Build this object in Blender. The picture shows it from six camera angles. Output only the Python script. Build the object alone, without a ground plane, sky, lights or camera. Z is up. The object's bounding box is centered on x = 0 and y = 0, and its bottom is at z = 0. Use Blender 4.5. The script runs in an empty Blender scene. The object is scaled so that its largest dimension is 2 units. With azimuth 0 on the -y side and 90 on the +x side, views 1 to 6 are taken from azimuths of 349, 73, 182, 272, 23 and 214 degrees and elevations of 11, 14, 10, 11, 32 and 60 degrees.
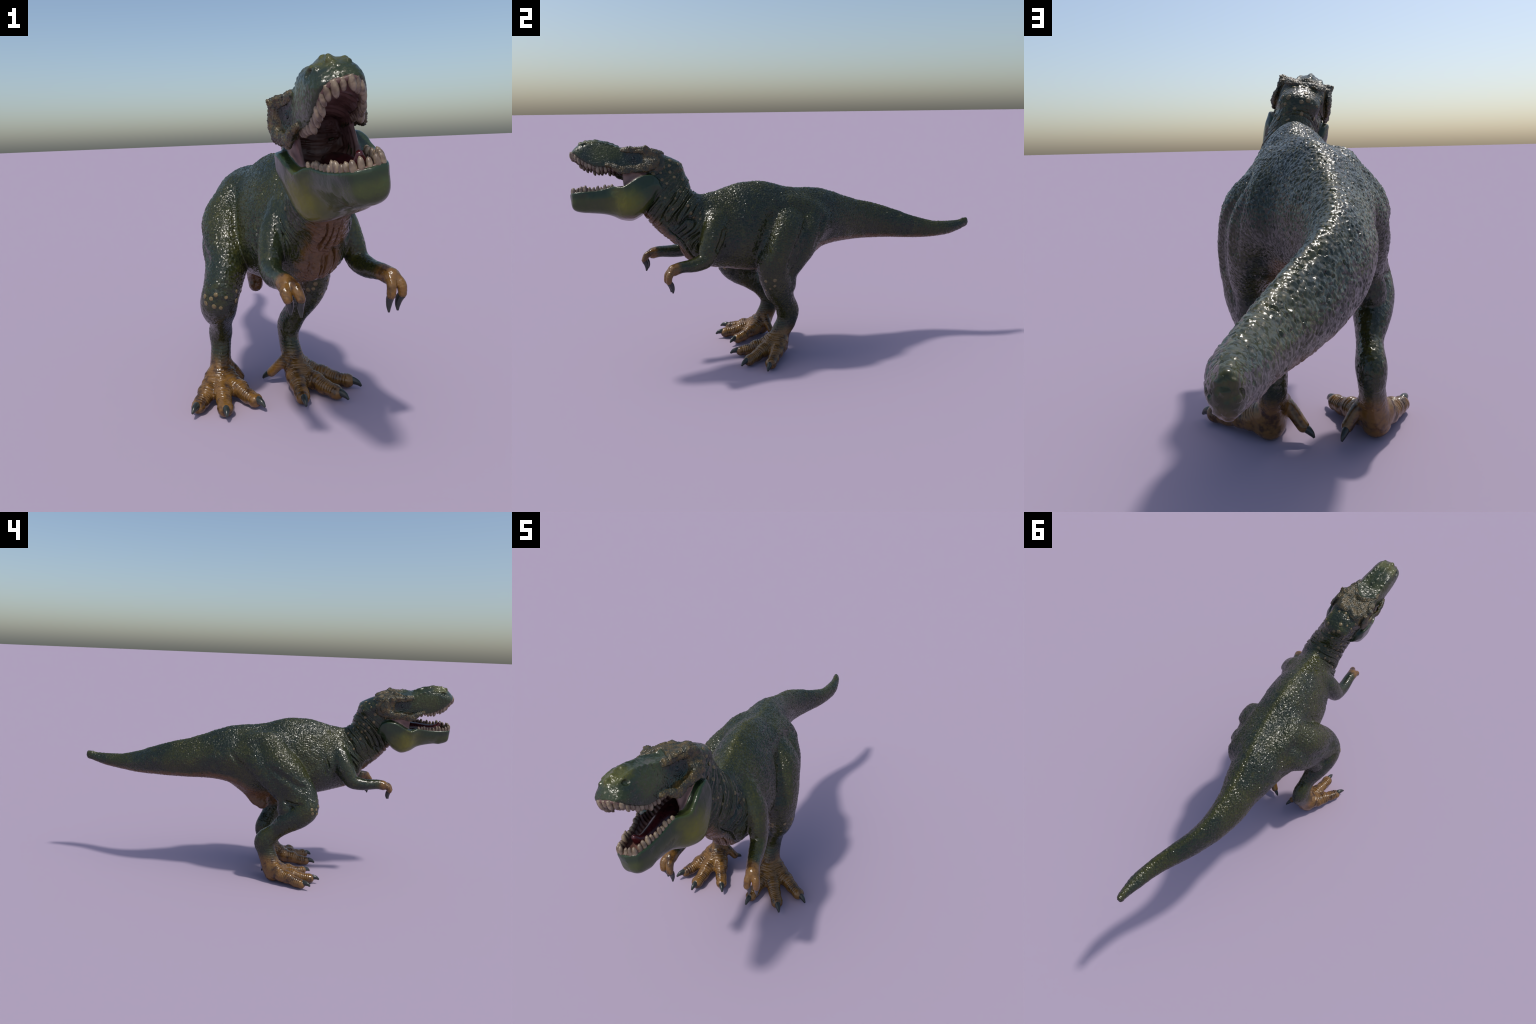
# A glossy dark green tyrannosaur-like dinosaur figure, built as one smooth body
# (implicit lofts -> surface nets -> subdivision -> scale relief), then split into parts.
import bpy, math, time
import numpy as np
T0 = time.time()
rng = np.random.default_rng(7)
F = np.float32

# ------------------------------------------------------------------ helpers
def curve(xs, ys):
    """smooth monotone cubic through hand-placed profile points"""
    xs = np.asarray(xs, float); ys = np.asarray(ys, float)
    h = np.diff(xs); d = np.diff(ys) / h
    m = np.zeros_like(ys); m[0] = d[0]; m[-1] = d[-1]
    for i in range(1, len(xs) - 1):
        if d[i-1] * d[i] > 0:
            w1, w2 = 2*h[i] + h[i-1], h[i] + 2*h[i-1]
            m[i] = (w1 + w2) / (w1/d[i-1] + w2/d[i])
    def f(x):
        x = np.clip(x, xs[0], xs[-1])
        i = np.clip(np.searchsorted(xs, x, side='right') - 1, 0, len(h) - 1)
        t = (x - xs[i]) / h[i]; hh = h[i]
        return ((1+2*t)*(1-t)**2*ys[i] + t*(1-t)**2*hh*m[i] + t*t*(3-2*t)*ys[i+1] + t*t*(t-1)*hh*m[i+1])
    # tabulated for speed
    gx = np.linspace(xs[0], xs[-1], 600); gy = f(gx)
    return lambda x: np.interp(x, gx, gy).astype(F)

def smin(a, b, k):
    h = np.maximum(k - np.abs(a - b), 0) / k
    return np.minimum(a, b) - h*h*k*0.25
def smax(a, b, k): return -smin(-a, -b, k)
def sstep(a, b, x):
    t = np.clip((x - a) / (b - a), 0, 1); return t*t*(3 - 2*t)

def catmull(P, n):
    P = np.asarray(P, float)
    Q = np.vstack([2*P[0]-P[1], P, 2*P[-1]-P[-2]])
    out = []
    for i in range(1, len(Q) - 2):
        for t in np.arange(n) / n:
            a, b, c, d = Q[i-1], Q[i], Q[i+1], Q[i+2]
            out.append(.5*((2*b) + (-a+c)*t + (2*a-5*b+4*c-d)*t*t + (-a+3*b-3*c+d)*t**3))
    out.append(P[-1])
    return np.array(out)

class Tube:
    """loft of ellipses along a spine; stations are x, y, z, lateral radius, sagittal radius"""
    def __init__(s, st, side=(1, 0, 0), n=5):
        st = [tuple(r) + ((r[3],) if len(r) == 4 else ()) for r in st]
        S = catmull(st, n); s.C = S[:, :3]; s.R = np.maximum(S[:, 3:5], .002)
        s.side = np.asarray(side, float) / np.linalg.norm(side)
        s.arc = np.r_[0, np.cumsum(np.linalg.norm(np.diff(s.C, axis=0), axis=1))]
        r = s.R.max(1)[:, None]
        s.lo = (s.C - r).min(0); s.hi = (s.C + r).max(0)
    def __call__(s, P, info=False):
        best = np.full(len(P), 1e9, F); d = np.empty(len(P), F)
        arc = np.zeros(len(P), F); ang = np.zeros(len(P), F)
        P = P.astype(F)
        for i in range(len(s.C) - 1):
            A, B = s.C[i], s.C[i+1]; D = B - A; L = np.linalg.norm(D)
            if L < 1e-6: continue
            T = (D / L).astype(F)
            S = s.side - T * (s.side @ T); S = (S / np.linalg.norm(S)).astype(F); N = np.cross(T, S).astype(F)
            q = P - A.astype(F)
            c = q @ T; t = np.clip(c / L, 0, 1)
            c = c - t*L; a = q @ S; b = q @ N
            e2 = a*a + b*b + c*c
            m = e2 < best
            if not m.any(): continue
            best[m] = e2[m]
            tm = t[m]; am, bm, cm = a[m], b[m], c[m]
            ra = s.R[i, 0] + (s.R[i+1, 0]-s.R[i, 0])*tm; rb = s.R[i, 1] + (s.R[i+1, 1]-s.R[i, 1])*tm
            rc = np.minimum(ra, rb)
            k0 = np.sqrt((am/ra)**2 + (bm/rb)**2 + (cm/rc)**2) + 1e-6
            k1 = np.sqrt((am/ra**2)**2 + (bm/rb**2)**2 + (cm/rc**2)**2) + 1e-6
            d[m] = k0*(k0-1)/k1
            if info:
                arc[m] = s.arc[i] + L*tm; ang[m] = np.arctan2(am/ra, bm/rb)
        return (d, arc, ang) if info else d

# ------------------------------------------------------------------ trunk and tail, sections at constant y
TR = np.array([  # y, centre x, ridge x, half width, widest z, top, bottom
 (-0.545, 0.060, 0.058, 0.030, 0.630, 0.670, 0.590), (-0.515, 0.060, 0.056, 0.070, 0.615, 0.720, 0.525),
 (-0.47, 0.060, 0.053, 0.092, 0.610, 0.780, 0.490), (-0.42, 0.056, 0.050, 0.112, 0.610, 0.806, 0.472),
 (-0.36, 0.046, 0.045, 0.132, 0.600, 0.818, 0.457), (-0.3, 0.035, 0.033, 0.144, 0.595, 0.834, 0.445),
 (-0.22, 0.026, 0.027, 0.152, 0.590, 0.850, 0.430), (-0.15, 0.019, 0.021, 0.154, 0.590, 0.851, 0.424),
 (-0.08, 0.007, 0.019, 0.152, 0.590, 0.838, 0.420), (-0.02, -0.004, 0.016, 0.148, 0.605, 0.820, 0.420),
 (0.06, -0.019, 0.005, 0.140, 0.630, 0.808, 0.432), (0.12, -0.025, -0.007, 0.130, 0.648, 0.804, 0.462),
 (0.18, -0.035, -0.021, 0.117, 0.650, 0.797, 0.494), (0.24, -0.043, -0.032, 0.102, 0.640, 0.780, 0.508),
 (0.31, -0.050, -0.036, 0.084, 0.635, 0.754, 0.514), (0.4, -0.063, -0.047, 0.068, 0.620, 0.724, 0.516),
 (0.5, -0.056, -0.050, 0.057, 0.605, 0.700, 0.516), (0.6, -0.030, -0.028, 0.048, 0.588, 0.667, 0.515),
 (0.68, -0.000, 0.012, 0.042, 0.575, 0.636, 0.513), (0.74, 0.026, 0.036, 0.038, 0.566, 0.617, 0.515),
 (0.8, 0.048, 0.055, 0.034, 0.562, 0.604, 0.520), (0.88, 0.065, 0.066, 0.031, 0.567, 0.600, 0.532),
 (0.94, 0.068, 0.068, 0.022, 0.575, 0.603, 0.549), (0.975, 0.065, 0.063, 0.017, 0.586, 0.611, 0.562),
 (0.99, 0.062, 0.061, 0.015, 0.590, 0.611, 0.566), (1, 0.060, 0.060, 0.010, 0.592, 0.607, 0.573)])
tc = [curve(TR[:, 0], TR[:, i]) for i in range(1, 7)]
def trunk(P):
    y = P[:, 1]
    xc, xr, w, zc, top, bot = (f(y) for f in tc)
    z = P[:, 2] - zc
    up = z > 0
    hh = np.where(up, top - zc, zc - bot)
    v = z / hh
    x = P[:, 0] - (xc + (xr - xc)*np.clip(v, 0, 1))
    u = np.abs(x) / w
    n = np.where(up, 1.66, 2.05)
    av = np.abs(v)
    k0 = (u**n + av**n + 1e-9)**(1/n)
    k1 = np.sqrt((u/w)**2 + (av/hh)**2) + 1e-6
    return smax(smax(k0*(k0-1)/k1, y - .9985, .012), -.548 - y, .02)
trunk.lo = np.array([-.24, -.58, .40]); trunk.hi = np.array([.25, 1.0, .86])

pubis = Tube([(-.02, .13, .525, .034, .05), (-.022, .06, .462, .030, .050), (-.026, .01, .405, .028, .050), (-.028, -.012, .376, .026, .034)])
neck = Tube([(.002, -.652, .918, .072, .078), (.020, -.612, .862, .078, .121), (.046, -.580, .782, .082, .119),
             (.060, -.534, .723, .088, .118), (.062, -.482, .662, .095, .106), (.064, -.440, .605, .096, .086)])

# ------------------------------------------------------------------ head frame: s forward, t left, h up
HO = np.array([-.0055, -.6813, .952])
HF = np.array([-.048, -.99, 0.]); HF /= np.linalg.norm(HF)
HL = np.array([.965, 0, .235]); HL -= HF*(HL @ HF); HL /= np.linalg.norm(HL)
HU = np.cross(HF, HL)
def loc(P):
    d = P - HO.astype(F)
    return d @ HF.astype(F), d @ HL.astype(F), d @ HU.astype(F)
def wld(s, t, h): return HO + s*HF + t*HL + h*HU

sk_top = curve([-.11, -.085, -.05, 0, .04, .08, .11, .15, .19, .23, .265, .285, .30], [.022, .030, .044, .052, .056, .066, .083, .098, .106, .104, .087, .068, .05])
sk_lip = curve([-.11, -.06, 0, .06, .09, .12, .15, .19, .23, .262, .285, .30], [-.03, -.045, -.048, -.050, -.045, -.030, -.026, -.021, -.004, .018, .040, .05])
sk_wt = curve([-.11, -.05, 0, .05, .10, .15, .20, .24, .27, .29, .302], [.064, .072, .070, .058, .046, .044, .044, .042, .036, .024, .004])
sk_wb = curve([-.11, -.05, 0, .05, .10, .15, .20, .24, .27, .288, .302], [.074, .081, .078, .072, .071, .070, .066, .061, .053, .040, .006])
jw_lip = curve([-.085, -.075, -.06, -.03, 0, .03, .06, .095, .13, .16, .20, .30], [-.15, -.115, -.082, -.067, -.070, -.082, -.100, -.115, -.108, -.114, -.121, -.126])
jw_bot = curve([-.085, -.06, -.02, .02, .06, .10, .14, .18, .24, .285, .305, .315], [-.152, -.160, -.200, -.236, -.252, -.247, -.230, -.220, -.213, -.205, -.190, -.16])
jw_w = curve([-.085, -.06, -.03, .03, .07, .10, .15, .20, .25, .28, .30, .313], [.085, .101, .113, .116, .110, .099, .074, .065, .058, .050, .039, .006])
cv_w = curve([-.02, 0, .05, .10, .15, .20, .25, .275, .292], [.050, .058, .062, .062, .058, .054, .047, .036, .008])
def jaw_t(s, t): return t - (-.005 + .055*s)      # the jaw hangs a little to the left of the skull

def skull(P):
    s, t, h = loc(P); a = np.abs(t)
    top, lip = sk_top(s), sk_lip(s)
    v = np.clip((h - lip) / np.maximum(top - lip, .005), 0, 1)
    w = sk_wb(s) + (sk_wt(s) - sk_wb(s))*v**1.3
    w = w + .006*np.sin(v*np.pi)*sstep(.08, .15, s)
    d = smax(h - top + .38*a*sstep(.07, .12, s)*sstep(.31, .25, s), a - w, .018)
    d = smax(d, lip - h, .008)
    d = smax(d, s - .302, .01); return smax(d, -.090 - s, .010)
skull.box = (-.13, .31, .11, -.07, .12)
def jaw(P):
    s, t, h = loc(P); a = jaw_t(s, t); a = np.where(a > 0, a*(1 - .09*sstep(.16, .08, s)), -a)
    lip, bot = jw_lip(s), jw_bot(s)
    v = np.clip((h - bot) / np.maximum(lip - bot, .01), 0, 1)
    tb = .64 + .16*sstep(.15, .05, s); w = jw_w(s)*(tb + (1 - tb)*v**.7 - .09*sstep(.55, 1., v)*sstep(.11, .05, s))
    d = smax(bot - h, a - w, .045)
    d = smax(d, h - lip, .010)
    d = smax(d, s - .314, .01); return smax(d, -.082 - s, .015)
jaw.box = (-.10, .325, .15, -.28, -.05)
def cavity(P):
    s, t, h = loc(P); w = cv_w(s)
    a = np.abs(t); u = np.sqrt(np.clip(1 - (a/w)**2, 0, 1))
    up = smax(smax(a - w, h - np.minimum(sk_lip(s) + .040*u, sk_top(s) - .03), .012), -.10 - h, .01)
    b = np.abs(jaw_t(s, t)); u = np.sqrt(np.clip(1 - (b/w)**2, 0, 1))
    dn = smax(smax(b - w, jw_lip(s) - .034*u - h, .012), h + .03, .01)
    d = smin(up, dn, .01)
    d = smax(d, s - .288, .01); return smax(d, .004 - s, .02)
def headtube(st, n=4, mirror=(1, -1)):
    out = []
    for m in mirror:
        out.append(Tube([tuple(wld(r[0], m*r[1], r[2])) + tuple(r[3:]) for r in st], side=HL, n=n))
    return out
def headbox(b):
    c = np.array([wld(s, t, h) for s in b[:2] for t in (-b[2], b[2]) for h in b[3:]])
    return c.min(0), c.max(0)
skull.lo, skull.hi = headbox(skull.box); jaw.lo, jaw.hi = headbox(jaw.box)

flange = headtube([(.150, .076, -.014, .006, .007), (.120, .083, -.025, .009, .013), (.088, .090, -.043, .008, .019), (.04, .089, -.038, .008, .017),
                   (-.01, .092, -.036, .009, .018), (-.040, .093, -.026, .009, .022), (-.055, .088, .008, .009, .022), (-.045, .080, .034, .009, .016)])
brow = headtube([(.085, .046, .050, .007), (.060, .054, .049, .0095), (.035, .061, .045, .008), (.012, .068, .047, .010), (-.008, .072, .044, .009), (-.020, .082, .048, .0075)])
crest = headtube([(-.045, .058, .037, .009), (-.074, .048, .032, .011), (-.080, .029, .032, .011), (-.072, .006, .033, .008)])
nasal = []
for j_, s_ in enumerate(np.linspace(.105, .250, 8)):      # bumps along the middle of the snout and its two edges
    r_ = (.0085, .0105, .0095)[j_ % 3]
    c_ = float(sk_top(s_)); t_ = .003*((-1)**j_)
    nasal += headtube([(s_ - .005, t_, c_ - .007, r_*.9), (s_ + .005, t_, c_ - .006, r_)], n=2, mirror=(1,))
    a_ = np.interp(s_, [.09, .15, .25], [.046, .042, .034]); e_ = float(sk_top(s_)) - .38*a_
    nasal += headtube([(s_ - .005, a_, e_ - .003, .0065), (s_ + .005, a_, e_ - .003, .0065)], n=2)
postorb = headtube([(-.020, .078, .048, .010, .016), (-.028, .080, .015, .010, .020), (-.034, .086, -.022, .010, .020)])
lobe = headtube([(.055, .048, .052, .010), (.03, .036, .052, .010), (.010, .014, .054, .010), (.004, 0, .055, .010)])
cheek = headtube([(.060, .066, -.048, .007, .028), (.058, .068, -.078, .008, .028), (.055, .067, -.112, .008, .028)]) \
      + headtube([(.02, .066, -.048, .007, .032), (.018, .071, -.074, .008, .03), (.015, .072, -.105, .008, .03)])
chin = [Tube([tuple(wld(.255, .006 + m*.022, -.184)) + (.016, .018), tuple(wld(.288, .006 + m*.018, -.176)) + (.015, .018)], side=HL) for m in (1, -1)] \
     + [Tube([tuple(wld(.13, .002 + m*.050, -.150)) + (.018, .020), tuple(wld(.22, .006 + m*.043, -.158)) + (.014, .018)], side=HL) for m in (1, -1)]
nape = Tube([tuple(wld(-.055, 0, .004)) + (.062, .028), tuple(wld(-.100, 0, -.006)) + (.066, .034), tuple(wld(-.140, 0, -.032)) + (.068, .040)], side=HL)
gullet = Tube([tuple(wld(-.035, .0, .0)) + (.075, .035), tuple(wld(-.035, .004, -.08)) + (.080, .035), tuple(wld(-.03, .008, -.16)) + (.075, .035)], side=HL)

# ------------------------------------------------------------------ limbs
legR = Tube([(-.085, -.02, .705, .066, .085), (-.128, -.07, .630, .086, .105), (-.145, -.125, .565, .084, .110), (-.156, -.178, .500, .072, .100),
             (-.176, -.220, .445, .064, .085), (-.192, -.238, .400, .061, .068), (-.193, -.205, .362, .062, .064), (-.184, -.145, .322, .053, .058),
             (-.172, -.088, .268, .037, .044), (-.171, -.036, .214, .042, .057), (-.173, -.042, .160, .036, .048), (-.180, -.062, .108, .037, .048), (-.187, -.078, .065, .042, .050), (-.190, -.085, .040, .042, .045)], n=4)
hamR = Tube([(-.078, .050, .690, .064, .086), (-.122, .025, .626, .072, .076), (-.148, -.032, .560, .067, .064), (-.160, -.088, .498, .056, .048), (-.168, -.125, .448, .044, .040), (-.178, -.135, .395, .044, .046)], n=4)
iliumR = Tube([(-.070, -.080, .745, .040, .034), (-.084, -.01, .750, .042, .034), (-.082, .07, .732, .040, .034), (-.076, .12, .695, .034, .034)], n=4)
legL = Tube([(.068, .0, .700, .060, .080), (.117, -.035, .630, .083, .100), (.144, -.078, .560, .079, .102), (.160, -.110, .490, .068, .092),
             (.161, -.117, .430, .060, .074), (.157, -.104, .385, .056, .072), (.136, -.080, .330, .050, .068), (.114, -.050, .272, .041, .053),
             (.090, -.026, .212, .042, .057), (.086, -.032, .160, .036, .050), (.090, -.062, .108, .038, .048), (.098, -.080, .065, .044, .052), (.102, -.080, .040, .046, .048)], n=4)
hamL = Tube([(.078, .135, .655, .056, .080), (.108, .070, .605, .066, .076), (.126, .032, .535, .060, .066), (.138, -.008, .472, .052, .050), (.137, -.040, .420, .046, .046), (.135, -.05, .36, .044, .048)], n=4)
iliumL = Tube([(.075, -.080, .740, .034, .030), (.074, -.01, .742, .038, .034), (.066, .07, .725, .040, .036), (.058, .13, .690, .036, .036)], n=4)
def toe(base, tip, r0=.035, r1=.0255):
    b, t = np.array(base, float), np.array(tip, float)
    d = t - b; d[2] = 0; L = np.linalg.norm(d); d /= L
    end = t - d*.052; end[2] = .0245
    m = b*.5 + end*.5; m[2] = .040
    side = np.cross([0, 0, 1], d)
    tb = Tube([tuple(b + (0, 0, .024)) + (r0*1.05, r0*1.05), tuple(b*.75 + end*.25 + (0, 0, .004)) + (r0, r0), tuple(m) + (r0*.92, r0*.9), tuple(end*.7+b*.3)[:2] + (.029,) + (r1*1.02, r1*1.05),
               tuple(end) + (r1, r1*.95)], side=side, n=3)
    tb.end, tb.tip, tb.dir = end, t, d
    return tb
toesR = [toe((-.188, -.10, .045), (-.201, -.330, .022)), toe((-.168, -.095, .045), (-.066, -.285, .018)), toe((-.207, -.095, .045), (-.309, -.279, .024))]
toesL = [toe((.100, -.105, .045), (.223, -.301, .014)), toe((.085, -.110, .045), (.068, -.317, .018)), toe((.118, -.074, .045), (.309, -.199, .010))]
hallR = Tube([(-.156, -.068, .100, .021), (-.132, -.064, .074, .019), (-.110, -.053, .041, .017)], n=4); hallR.end = np.array((-.109, -.050, .038)); hallR.tip = np.array((-.092, -.020, .014))
hallL = Tube([(.070, -.078, .108, .021), (.042, -.074, .082, .019), (.010, -.053, .042, .017)], n=4); hallL.end = np.array((.007, -.051, .039)); hallL.tip = np.array((-.020, -.037, .016))
armL = Tube([(.130, -.375, .695, .045, .058), (.170, -.400, .645, .043, .054), (.190, -.425, .585, .038, .047), (.202, -.450, .533, .033, .038), (.214, -.505, .517, .030), (.228, -.560, .516, .026), (.240, -.597, .509, .026)], n=4)
armR = Tube([(-.005, -.385, .695, .045, .058), (-.042, -.416, .645, .043, .054), (-.064, -.450, .585, .038, .047), (-.075, -.484, .535, .033, .038), (-.076, -.550, .522, .030), (-.071, -.615, .525, .026), (-.069, -.648, .521, .026)], n=4)
def finger(a, b, c, tip):
    f = Tube([tuple(a) + (.0150,), tuple(b) + (.0145,), tuple(c) + (.0125,)], n=4); f.end = np.array(c); f.tip = np.array(tip); return f
fingL = [finger((.234, -.600, .512), (.232, -.622, .492), (.230, -.626, .464), (.230, -.610, .410)), finger((.250, -.598, .512), (.262, -.618, .490), (.265, -.622, .464), (.258, -.606, .412))]
fingR = [finger((-.076, -.652, .526), (-.081, -.672, .514), (-.077, -.684, .494), (-.069, -.674, .449)), finger((-.060, -.652, .526), (-.052, -.680, .516), (-.045, -.694, .494), (-.043, -.686, .443))]

# ------------------------------------------------------------------ parts: (label, field, blend)
PARTS = [('torso', trunk, .02), ('torso', pubis, .03), ('neck', neck, .035), ('neck', gullet, .02)]
PARTS += [('hindlimb_right', hamR, .032), ('hindlimb_left', hamL, .040), ('torso', iliumR, .030), ('torso', iliumL, .030), ('hindlimb_right', legR, .011), ('hindlimb_left', legL, .011)]
PARTS += [('hindlimb_right', t, .014) for t in toesR] + [('hindlimb_left', t, .014) for t in toesL]
PARTS += [('hindlimb_right', hallR, .012), ('hindlimb_left', hallL, .012)]
PARTS += [('forelimb_left', armL, .016), ('forelimb_right', armR, .016)]
PARTS += [('forelimb_left', f, .005) for f in fingL] + [('forelimb_right', f, .005) for f in fingR]
PARTS += [('head', skull, .014)]
PARTS += [('neck', nape, .02)]
PARTS += [('cheek', f, .008) for f in flange] + [('cheek', f, .014) for f in postorb] + [('crest', f, .016) for f in brow + crest] + [('head', f, .006) for f in nasal] + [('head', f, .012) for f in lobe]
PARTS += [('lower_jaw', jaw, .010)] + [('lower_jaw', f, .022) for f in chin]
MEMBRANE = [('membrane', f, .010) for f in cheek]

# ------------------------------------------------------------------ surface nets on a rectilinear grid
def axis(*runs):
    out = []
    for a, b, st in runs: out.append(np.arange(a, b - st*.5, st))
    out.append([runs[-1][1]]); return np.concatenate(out).astype(F)
STEP = 1.12
gx = axis((-.335, .335, .0030*STEP))
gy = axis((-1.015, -.55, .0026*STEP), (-.55, 1.015, .0038*STEP))
gz = axis((-.008, .12, .0030*STEP), (.12, .68, .0036*STEP), (.68, 1.08, .0028*STEP))
D = np.full((len(gx), len(gy), len(gz)), .06, F)
def sub(lo, hi, pad):
    r = []
    for g, a, b in zip((gx, gy, gz), lo - pad, hi + pad):
        i, j = np.searchsorted(g, a), np.searchsorted(g, b); r.append(slice(max(i, 0), max(j, i)))
    return tuple(r)
def pts(r):
    return np.stack(np.meshgrid(gx[r[0]], gy[r[1]], gz[r[2]], indexing='ij'), -1).reshape(-1, 3)
def evalpart(f, P):
    out = np.empty(len(P), F)
    for i in range(0, len(P), 400000): out[i:i+400000] = f(P[i:i+400000])
    return out
def banded(f, r, k):
    """evaluate on every fourth grid point, then in full only near the surface"""
    n = [q.stop - q.start for q in r]
    if min(n) < 5: return evalpart(f, pts(r)).reshape(n)
    gs = [g[q] for g, q in zip((gx, gy, gz), r)]
    cs = [g[::4] for g in gs]; B = 4
    c = evalpart(f, np.stack(np.meshgrid(*cs, indexing='ij'), -1).reshape(-1, 3)).reshape([len(q) for q in cs])
    near = np.abs(c) < max(k, .012) + .022
    for ax in range(3):
        m = near.copy(); sl = [slice(None)]*3; sr = [slice(None)]*3
        sl[ax] = slice(1, None); sr[ax] = slice(0, -1)
        m[tuple(sl)] |= near[tuple(sr)]; m[tuple(sr)] |= near[tuple(sl)]; near = m
    idx = [np.minimum(np.arange(q)//B, len(w)-1) for q, w in zip(n, cs)]
    out = c[np.ix_(*idx)]; ii = np.argwhere(near[np.ix_(*idx)])
    P = np.stack([gs[0][ii[:, 0]], gs[1][ii[:, 1]], gs[2][ii[:, 2]]], 1)
    out[tuple(ii.T)] = evalpart(f, P); return out
def add(f, k, pad=.03, op=None):
    r = sub(f.lo, f.hi, pad)
    v = banded(f, r, k)
    D[r] = smin(D[r], v, k) if op is None else op(D[r], v)
for lab, f, k in PARTS: add(f, k)
cavity.lo, cavity.hi = headbox((-.03, .31, .09, -.20, .12))
add(cavity, 0, .01, lambda a, b: smax(a, -b, .006))
for lab, f, k in MEMBRANE: add(f, k, .02)
print('field', time.time() - T0)

def surface_nets(D):
    S = D < 0
    nx, ny, nz = D.shape
    cnt = np.zeros((nx-1, ny-1, nz-1), np.uint8)
    for i in (0, 1):
        for j in (0, 1):
            for k in (0, 1): cnt += S[i:nx-1+i, j:ny-1+j, k:nz-1+k]
    act = (cnt > 0) & (cnt < 8)
    idx = np.argwhere(act)
    vid = np.full(act.shape, -1, np.int32); vid[act] = np.arange(len(idx))
    acc = np.zeros((len(idx), 3)); num = np.zeros(len(idx))
    I, J, K = idx.T
    G = [gx, gy, gz]
    corners = [(i, j, k) for i in (0, 1) for j in (0, 1) for k in (0, 1)]
    for a in corners:
        for ax in range(3):
            if a[ax]: continue
            b = list(a); b[ax] = 1
            d0 = D[I+a[0], J+a[1], K+a[2]]; d1 = D[I+b[0], J+b[1], K+b[2]]
            m = (d0 < 0) != (d1 < 0)
            t = np.where(m, d0 / np.where(m, d0 - d1, 1), 0)
            p0 = np.stack([gx[I+a[0]], gy[J+a[1]], gz[K+a[2]]], 1); p1 = np.stack([gx[I+b[0]], gy[J+b[1]], gz[K+b[2]]], 1)
            acc += np.where(m[:, None], p0 + (p1-p0)*t[:, None], 0); num += m
    V = acc / num[:, None]
    quads = []
    for ax in range(3):
        u, w = (ax+1) % 3, (ax+2) % 3
        sl0 = [slice(1, -1)]*3; sl1 = [slice(1, -1)]*3
        sl0[ax] = slice(0, -1); sl1[ax] = slice(1, None)
        s0, s1 = S[tuple(sl0)], S[tuple(sl1)]
        for flip, m in ((False, s0 & ~s1), (True, ~s0 & s1)):
            e = np.argwhere(m); off = np.ones(3, int); off[ax] = 0; e = e + off
            eu = np.zeros(3, int); eu[u] = 1; ew = np.zeros(3, int); ew[w] = 1
            q = [vid[tuple((e + o).T)] for o in (-eu-ew, -ew, 0*eu, -eu)]
            q = np.stack(q, 1); quads.append(q[:, ::-1] if flip else q)
    return V, np.concatenate(quads)
V, Q = surface_nets(D)
del D
print('nets', len(V), len(Q), time.time() - T0)

def keep_biggest(V, Q):
    lab = np.arange(len(V))
    while True:
        m = lab[Q].min(1); new = lab.copy()
        for c in range(4): np.minimum.at(new, Q[:, c], m)
        new = new[new]
        if (new == lab).all(): break
        lab = new
    big = np.bincount(lab).argmax(); print('islands', len(np.unique(lab)), np.sort(np.bincount(lab))[-4:])
    ok = lab == big; mp = np.cumsum(ok) - 1
    return V[ok], mp[Q[ok[Q[:, 0]]]]
V, Q = keep_biggest(V, Q)

def smooth(V, Q, n, lam=.5, mu=-.52):
    e = np.concatenate([Q[:, [i, (i+1) % 4]] for i in range(4)])
    deg = np.bincount(e[:, 0], minlength=len(V)) + np.bincount(e[:, 1], minlength=len(V))
    for it in range(n):
        for l in (lam, mu):
            L = np.stack([np.bincount(e[:, 0], V[e[:, 1], c], len(V)) + np.bincount(e[:, 1], V[e[:, 0], c], len(V)) for c in range(3)], 1) / deg[:, None]
            V = V + l*(L - V)
    return V
V = smooth(V, Q, 3)
print('smooth', time.time() - T0)

def make_mesh(name, V, Fc, n=4):
    me = bpy.data.meshes.new(name)
    Fc = np.asarray(Fc); me.vertices.add(len(V)); me.vertices.foreach_set('co', np.asarray(V, F).ravel())
    me.loops.add(Fc.size); me.loops.foreach_set('vertex_index', Fc.astype(np.int32).ravel())
    me.polygons.add(len(Fc)); me.polygons.foreach_set('loop_start', np.arange(0, Fc.size, Fc.shape[1], dtype=np.int32))
    me.polygons.foreach_set('loop_total', np.full(len(Fc), Fc.shape[1], np.int32))
    me.update(calc_edges=True); return me

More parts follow.
